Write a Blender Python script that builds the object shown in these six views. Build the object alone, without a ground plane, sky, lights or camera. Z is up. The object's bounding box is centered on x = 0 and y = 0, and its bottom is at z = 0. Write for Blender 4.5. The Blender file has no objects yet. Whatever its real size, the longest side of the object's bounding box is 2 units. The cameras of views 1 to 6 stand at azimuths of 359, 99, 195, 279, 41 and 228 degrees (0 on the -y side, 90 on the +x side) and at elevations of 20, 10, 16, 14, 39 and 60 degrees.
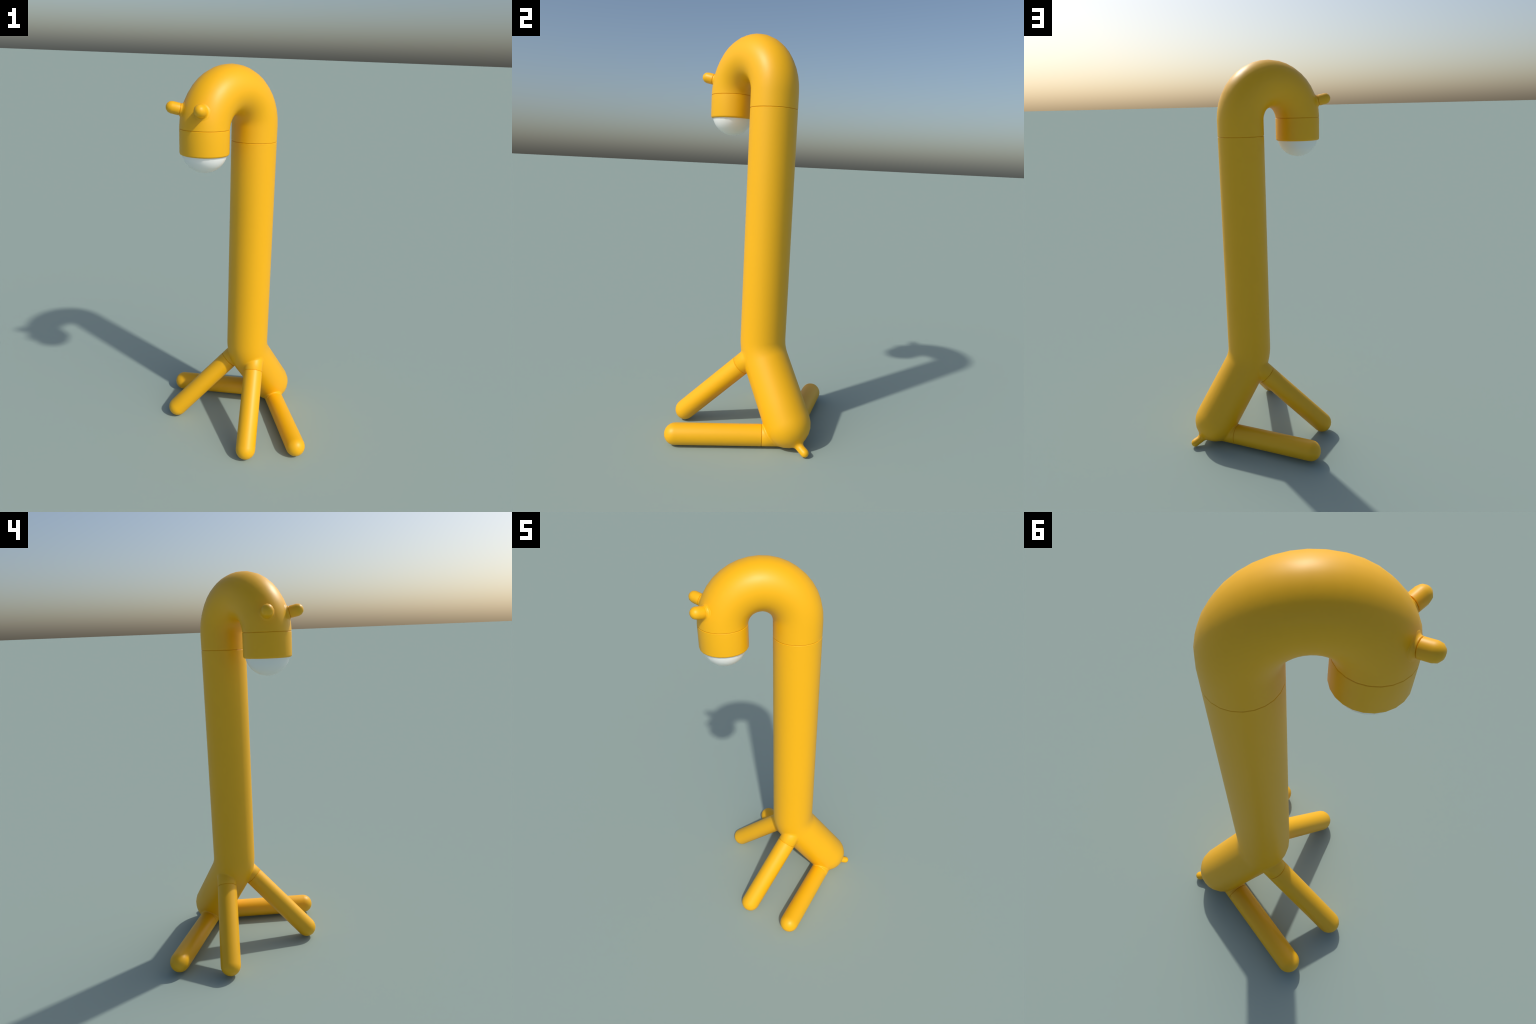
"""Giraffe-shaped lamp: one bent tube for neck and torso, four capsule legs,
an arched head with two horns, a muzzle that holds a round white lamp glass."""
import bpy, bmesh, math
from mathutils import Vector, Matrix

# ------------------------------------------------------------------ sizes (m)
YAW = math.radians(48.0)            # the animal's back points to azimuth 48 deg from +x
ORIGIN = Vector((-0.0069, 0.0062, 0.0))
TUBE_R = 0.1156                     # radius of neck, torso and head tube
NECK_S = 0.1034                     # neck axis (local x), torso side is +x
JOINT_Z = 0.4324                    # where neck axis meets torso axis
PELVIS = Vector((0.3285, 0.0, 0.1158))
BEND_R = 0.200                      # bend radius of the axis between neck and torso
NECK_SEAM_Z = 1.6355
ARCH_Z = 1.7130
HEAD_SEAM_Z = 1.7165
ARCH_R = 0.1716                     # radius of the arch centre line
HEAD_S = NECK_S - 2 * ARCH_R
MUZZLE_BOTTOM = 1.5995
LEG_R = 0.0528
SEAM = 0.0014                       # chamfer and half gap of the hairline seams
AROUND = 24

JOINT = Vector((NECK_S, 0, JOINT_Z))
ARCH_C = Vector((NECK_S - ARCH_R, 0, ARCH_Z))

# ------------------------------------------------------------------ materials
def plastic(name, colour, rough, bump):
    m = bpy.data.materials.new(name)
    m.use_nodes = True
    nt = m.node_tree
    b = nt.nodes["Principled BSDF"]
    co = nt.nodes.new("ShaderNodeTexCoord")
    noise = nt.nodes.new("ShaderNodeTexNoise")
    noise.inputs["Scale"].default_value = 6.0
    noise.inputs["Detail"].default_value = 2.0
    nt.links.new(co.outputs["Object"], noise.inputs["Vector"])
    ramp = nt.nodes.new("ShaderNodeValToRGB")
    lo = [c * 0.993 for c in colour]
    ramp.color_ramp.elements[0].position = 0.3
    ramp.color_ramp.elements[1].position = 0.7
    ramp.color_ramp.elements[0].color = (*lo, 1)
    ramp.color_ramp.elements[1].color = (*colour, 1)
    nt.links.new(noise.outputs["Fac"], ramp.inputs["Fac"])
    nt.links.new(ramp.outputs["Color"], b.inputs["Base Color"])
    b.inputs["Roughness"].default_value = rough
    b.inputs["IOR"].default_value = 1.5
    return m

YELLOW = plastic("yellow_plastic", (0.93, 0.472, 0.0005), 0.46, 0)
WHITE = plastic("white_lamp_glass", (0.97, 0.98, 0.965), 0.46, 0)

# ------------------------------------------------------------------ helpers
def link(obj, parent=None):
    bpy.context.scene.collection.objects.link(obj)
    if parent is not None:
        obj.parent = parent
    return obj

def loft(rings, close_start=True, close_end=True):
    """bmesh through rings of equal point count; a ring of one point is a pole."""
    bm = bmesh.new()
    vr = [[bm.verts.new(p) for p in r] for r in rings]
    for a, b in zip(vr, vr[1:]):
        n = max(len(a), len(b))
        for i in range(n):
            j = (i + 1) % n
            q = [a[i % len(a)], a[j % len(a)], b[j % len(b)], b[i % len(b)]]
            u = []
            for v in q:
                if v not in u:
                    u.append(v)
            if len(u) > 2:
                bm.faces.new(u)
    if close_start and len(vr[0]) > 2:
        bm.faces.new(list(reversed(vr[0])))
    if close_end and len(vr[-1]) > 2:
        bm.faces.new(vr[-1])
    bmesh.ops.remove_doubles(bm, verts=bm.verts, dist=1e-6)
    bmesh.ops.recalc_face_normals(bm, faces=bm.faces)
    return bm

def finish(bm, name, mat, parent=None, angle=28):
    me = bpy.data.meshes.new(name)
    bm.to_mesh(me)
    bm.free()
    me.materials.append(mat)
    for p in me.polygons:
        p.use_smooth = True
    me.set_sharp_from_angle(angle=math.radians(angle))
    return link(bpy.data.objects.new(name, me), parent)

def basis(axis):
    w = axis.normalized()
    u = Vector((0, 0, 1)).cross(w)
    u = u.normalized() if u.length > 1e-4 else Vector((1, 0, 0))
    return u, w.cross(u), w

def ring(centre, u, v, r, n=AROUND):
    if r < 1e-7:
        return [centre.copy()]
    return [centre + u * (r * math.cos(2 * math.pi * i / n)) + v * (r * math.sin(2 * math.pi * i / n))
            for i in range(n)]

def turned(origin, axis, profile, n=AROUND):
    """surface of revolution: profile is a list of (distance along axis, radius)."""
    u, v, w = basis(axis)
    return [ring(origin + w * d, u, v, r, n) for d, r in profile]

def seam_end(r, at, sign, plug=False):
    """closed, chamfered tube end: list of (distance, radius) from inside out.
    A plug reaches a little into the neighbour so that no light leaks through."""
    core = r - 1.2 * SEAM
    if plug:
        core -= 0.0020
        return [(at - sign * 0.004, 0.0), (at - sign * 0.004, core), (at + sign * SEAM * 0.5, core),
                (at + sign * SEAM * 0.5, r - 1.2 * SEAM), (at + sign * 1.6 * SEAM, r)]
    return [(at + sign * SEAM * 0.5, 0.0), (at + sign * SEAM * 0.5, core), (at + sign * 1.6 * SEAM, r)]

def capsule(origin, axis, length, r, n=AROUND, lat=6):
    prof = seam_end(r, 0.0, 1, True)
    for i in range(lat + 1):
        a = i / lat * math.pi / 2
        prof.append((length + r * math.sin(a), r * math.cos(a) if i < lat else 0.0))
    return turned(origin, axis, prof, n)

# signed distances used where sockets meet the body
def segment_distance(p, a, b, r):
    ab = b - a
    t = max(0.0, min(1.0, (p - a).dot(ab) / ab.length_squared))
    return (p - (a + ab * t)).length - r

def bend_frame():
    """bend angle, torso direction, mitre vector and start/end of the bent axis."""
    d2 = (PELVIS - JOINT).normalized()
    bend = math.acos(max(-1, min(1, d2.dot(Vector((0, 0, -1))))))
    n1 = Vector((1, 0, 0))
    n2 = Vector((math.cos(bend), 0, math.sin(bend)))
    return bend, d2, n1, n2, (n1 + n2) / (1 + math.cos(bend))

def body_axis():
    bend, d2, n1, n2, mitre = bend_frame()
    pts = [Vector((NECK_S, 0, 1.6))]
    for k in range(9):
        th = bend * k / 8
        pts.append(JOINT + mitre * BEND_R - Vector((math.cos(th), 0, math.sin(th))) * BEND_R)
    pts.append(PELVIS)
    return pts

BODY_AXIS = body_axis()

def body_distance(p):
    return min(segment_distance(p, a, b, TUBE_R) for a, b in zip(BODY_AXIS, BODY_AXIS[1:]))

def arch_distance(p):
    q = p - ARCH_C
    if q.z < 0:
        return math.hypot(abs(q.x) - ARCH_R, q.y) - TUBE_R
    return math.hypot(math.hypot(q.x, q.z) - ARCH_R, q.y) - TUBE_R

def gradient(f, p, e=0.0004):
    g = Vector([f(p + Vector(a)) - f(p - Vector(a)) for a in ((e, 0, 0), (0, e, 0), (0, 0, e))])
    return g.normalized()

def smooth_min(a, b, k):
    h = max(k - abs(a - b), 0.0) / k
    return min(a, b) - h * h * k * 0.25

def socket(origin, axis, r, distance, k, start_profile, steps=7, reach=0.3, n=AROUND, sag=None):
    """tube that starts with start_profile at origin and runs along axis until it
    melts into the surface given by distance(), with a fillet of size k.
    sag is an optional vector that curves the tube with the square of the way."""
    u, v, w = basis(axis)
    sag = sag or Vector((0, 0, 0))

    def centre(d):
        return origin + w * d + sag * (max(d, 0.0) ** 2)
    spine = [centre(reach * i / 12) for i in range(13)]
    if sag.length < 1e-6:
        spine = [centre(0), centre(reach)]
    spine.insert(0, centre(-0.05))

    def tube(p):
        return min(segment_distance(p, a, b, r) for a, b in zip(spine, spine[1:]))

    def blend(p):
        return smooth_min(distance(p), tube(p), k)

    rings = [ring(centre(d), u, v, rr, n) for d, rr in start_profile]
    d0 = start_profile[-1][0] + 0.0005
    cols = []
    for i in range(n):
        a = 2 * math.pi * i / n
        out = u * math.cos(a) + v * math.sin(a)

        def hit(level):
            # first depth at which the tube wall is this close to the body;
            # a wall that only passes by stops where it passes closest
            d, best, best_d = d0, 9.0, d0
            while d < reach * 0.6:
                g = distance(centre(d) + out * r)
                if g <= level:
                    return d
                if g < best:
                    best, best_d = g, d
                d += 0.001
            return best_d
        deep = hit(k)
        p0 = centre(deep) + out * r
        p1 = centre(hit(0.0)) + out * r
        for _ in range(25):                 # foot of the fillet: on the body, k off the tube
            p1 = p1 - gradient(distance, p1) * distance(p1)
            p1 = p1 + gradient(tube, p1) * ((k - tube(p1)) * 0.7)
        p1 = p1 - gradient(distance, p1) * distance(p1)
        col = [centre(max(d0, deep - 0.003)) + out * r]   # keeps the tube straight up to the fillet
        for j in range(steps + 1):
            p = p0.lerp(p1, j / steps)
            for _ in range(6):
                p = p - gradient(blend, p) * (blend(p) * 0.9)
            col.append(p)
        side = (col[-1] - col[-2]).normalized()
        col.append(col[-1] + side * 0.004 - gradient(distance, col[-1]) * 0.0022)
        for q in col:
            q.z = max(q.z, 0.0004)
        cols.append(col)
    for j in range(steps + 3):
        rings.append([cols[i][j] for i in range(n)])
    return loft(rings, True, False)

# ------------------------------------------------------------------ the lamp
lamp = link(bpy.data.objects.new("giraffe_lamp", None))
lamp.location = ORIGIN
lamp.rotation_euler = (0, 0, YAW)
lamp["label"] = "tall yellow tube giraffe lamp with white round glass"
lamp["category"] = "lamp"

# ---- neck and torso: one seamless bent tube, then split by region
def bent_body():
    n = AROUND
    bend, d2, n1, n2, mitre = bend_frame()
    angs = [2 * math.pi * i / n for i in range(n)]
    rings = []
    top = NECK_SEAM_Z
    for d, r in seam_end(TUBE_R, 0.0, -1):
        rings.append(ring(Vector((NECK_S, 0, top + d)), Vector((1, 0, 0)), Vector((0, -1, 0)), r, n))
    for i in range(1, 9):
        z = top + (JOINT_Z + 0.12 - top) * i / 8
        rings.append(ring(Vector((NECK_S, 0, z)), Vector((1, 0, 0)), Vector((0, -1, 0)), TUBE_R, n))
    steps = 8
    split = None
    for k in range(steps + 1):
        th = bend * k / steps
        nd = Vector((math.cos(th), 0, math.sin(th)))
        row = []
        for a in angs:
            c, b = TUBE_R * math.cos(a), -TUBE_R * math.sin(a)
            rho = BEND_R - c
            row.append(JOINT + mitre * (c + rho) - nd * rho + Vector((0, b, 0)))
        rings.append(row)
        if k == steps // 2:
            split = len(rings) - 1
    length = (PELVIS - JOINT).length
    for f in (0.42, 0.7, 1.0):
        rings.append(ring(JOINT + d2 * (length * f), n2, Vector((0, -1, 0)), TUBE_R, n))
    lat = 6
    for i in range(1, lat + 1):
        a = i / lat * math.pi / 2
        rings.append(ring(PELVIS + d2 * (TUBE_R * math.sin(a)), n2, Vector((0, -1, 0)),
                          TUBE_R * math.cos(a) if i < lat else 0.0, n))
    return rings, split

rings, split = bent_body()
whole = loft(rings)
me_all = bpy.data.meshes.new("whole_body")
whole.to_mesh(me_all)
whole.free()
normal_at = {tuple(round(x, 5) for x in v.co): v.normal.copy() for v in me_all.vertices}
bpy.data.meshes.remove(me_all)

def body_region(name, part, sharp_top):
    bm = loft(part, close_start=False, close_end=False)
    bm.normal_update()
    ob = finish(bm, name, YELLOW, lamp, angle=180)
    me = ob.data
    # make the faces look outward like the whole body does
    flips = sum(1 for p in me.polygons if p.normal.dot(sum((normal_at[tuple(round(x, 5) for x in me.vertices[i].co)]
                                                            for i in p.vertices), Vector())) < 0)
    if flips > len(me.polygons) / 2:
        me.flip_normals()
    if sharp_top:
        me.set_sharp_from_angle(angle=math.radians(28))
        normals = []
        for p in me.polygons:
            for i in p.vertices:
                co = me.vertices[i].co
                if co.z > NECK_SEAM_Z - 1.5 * SEAM:
                    normals.append(p.normal.copy())
                elif co.z > NECK_SEAM_Z - 2 * SEAM:
                    normals.append(Vector((co.x - NECK_S, co.y, 0)).normalized() if p.center.z < co.z - 1e-4 else p.normal.copy())
                else:
                    normals.append(normal_at[tuple(round(x, 5) for x in co)])
        me.normals_split_custom_set(normals)
    else:
        me.normals_split_custom_set_from_vertices([normal_at[tuple(round(x, 5) for x in v.co)] for v in me.vertices])
    return ob

neck = body_region("neck", rings[:split + 1], True)
torso = body_region("torso", rings[split:], False)

# ---- head: the arch and its straight run down to the neck seam
def arch_rings():
    out = []
    y = Vector((0, 1, 0))
    x = Vector((1, 0, 0))
    for d, r in seam_end(TUBE_R, 0.0, 1, True):
        out.append(ring(Vector((NECK_S, 0, NECK_SEAM_Z + d)), x, y, r))
    steps = 20
    for k in range(steps):
        a = math.pi * k / steps
        radial = Vector((math.cos(a), 0, math.sin(a)))
        out.append(ring(ARCH_C + radial * ARCH_R, radial, y, TUBE_R))
    for d, r in reversed(seam_end(TUBE_R, 0.0, 1, True)):
        out.append(ring(Vector((HEAD_S, 0, HEAD_SEAM_Z + d)), -x, y, r))
    return out

head = finish(loft(arch_rings()), "head", YELLOW, lamp)

# ---- muzzle: short cup below the head, rounded rim, open to the glass
FIL = 0.0095
RIM_R = 0.1055                      # where the glass meets the rim
prof = seam_end(TUBE_R, HEAD_SEAM_Z, -1)
for i in range(6):
    a = i / 5 * math.pi / 2
    prof.append((MUZZLE_BOTTOM + FIL - FIL * math.sin(a), TUBE_R - FIL + FIL * math.cos(a)))
prof += [(MUZZLE_BOTTOM, RIM_R + 0.0004), (MUZZLE_BOTTOM + 0.02, RIM_R), (MUZZLE_BOTTOM + 0.02, 0.0)]
muzzle = finish(loft([ring(Vector((HEAD_S, 0, z)), Vector((1, 0, 0)), Vector((0, 1, 0)), r)
                      for z, r in prof]), "muzzle", YELLOW, lamp, angle=35)

# ---- lamp glass: cap of a white ball below the rim
GLASS_DROP = 0.0837
GLASS_R = (RIM_R ** 2 + GLASS_DROP ** 2) / (2 * GLASS_DROP)
GLASS_UP = GLASS_R - GLASS_DROP
gp = []
lat = 11
for i in range(lat + 1):
    a = math.asin(GLASS_UP / GLASS_R) - 0.04
    a += (math.pi / 2 - a) * i / lat
    gp.append((GLASS_UP - GLASS_R * math.sin(a), GLASS_R * math.cos(a) if i < lat else 0.0))
gp = [(gp[0][0], 0.0)] + gp
glass = finish(loft([ring(Vector((HEAD_S, 0, MUZZLE_BOTTOM + d)), Vector((1, 0, 0)), Vector((0, 1, 0)), r)
                     for d, r in gp]), "lamp_glass", WHITE, muzzle, angle=50)

# ---- horns
HORN_R = 0.0278
for side in (-1, 1):
    base = Vector((-0.3262, side * 0.0705, 1.8011))
    tip = Vector((-0.3540, side * 0.0912, 1.8087))
    axis = tip - base
    finish(socket(base, -axis, HORN_R, arch_distance, 0.009, seam_end(HORN_R, 0.0, 1), n=16),
           "horn_socket", YELLOW, head, angle=50)
    finish(loft(capsule(base, axis, axis.length, HORN_R, n=12, lat=3)), "horn", YELLOW, head, angle=40)

# ---- legs: sockets grow from the torso, capsule legs butt against them
LEGS = ((Vector((0.0524, 0.0964, 0.3480)), Vector((-0.1915, 0.2744, 0.0540)), 0.005),
        (Vector((0.2588, 0.1061, 0.0550)), Vector((0.0151, 0.4518, 0.0548)), 0.006))
for seam, foot, fil in LEGS:
    for side in (-1, 1):
        a = Vector((seam.x, seam.y * side, seam.z))
        b = Vector((foot.x, foot.y * side, foot.z))
        axis = b - a
        finish(socket(a, -axis, LEG_R, body_distance, fil, seam_end(LEG_R, 0.0, 1)), "leg_socket", YELLOW, torso, angle=50)
        finish(loft(capsule(a, axis, axis.length, LEG_R)), "leg", YELLOW, lamp, angle=40)

# ---- tail: stub with a soft fillet at its root
TAIL_R = 0.0207
tail_tip = Vector((0.4625, 0, 0.0213))
down = math.radians(13)
tail_dir = Vector((math.cos(down), 0, -math.sin(down)))
cap = [(-TAIL_R * math.cos(i / 4 * math.pi / 2), TAIL_R * math.sin(i / 4 * math.pi / 2)) for i in range(5)]
cap[0] = (-TAIL_R, 0.0)
finish(socket(tail_tip, -tail_dir, TAIL_R, body_distance, 0.020, cap, n=14, reach=0.15,
              sag=Vector((math.sin(down), 0, math.cos(down))) * 3.6), "tail", YELLOW, torso, angle=180)
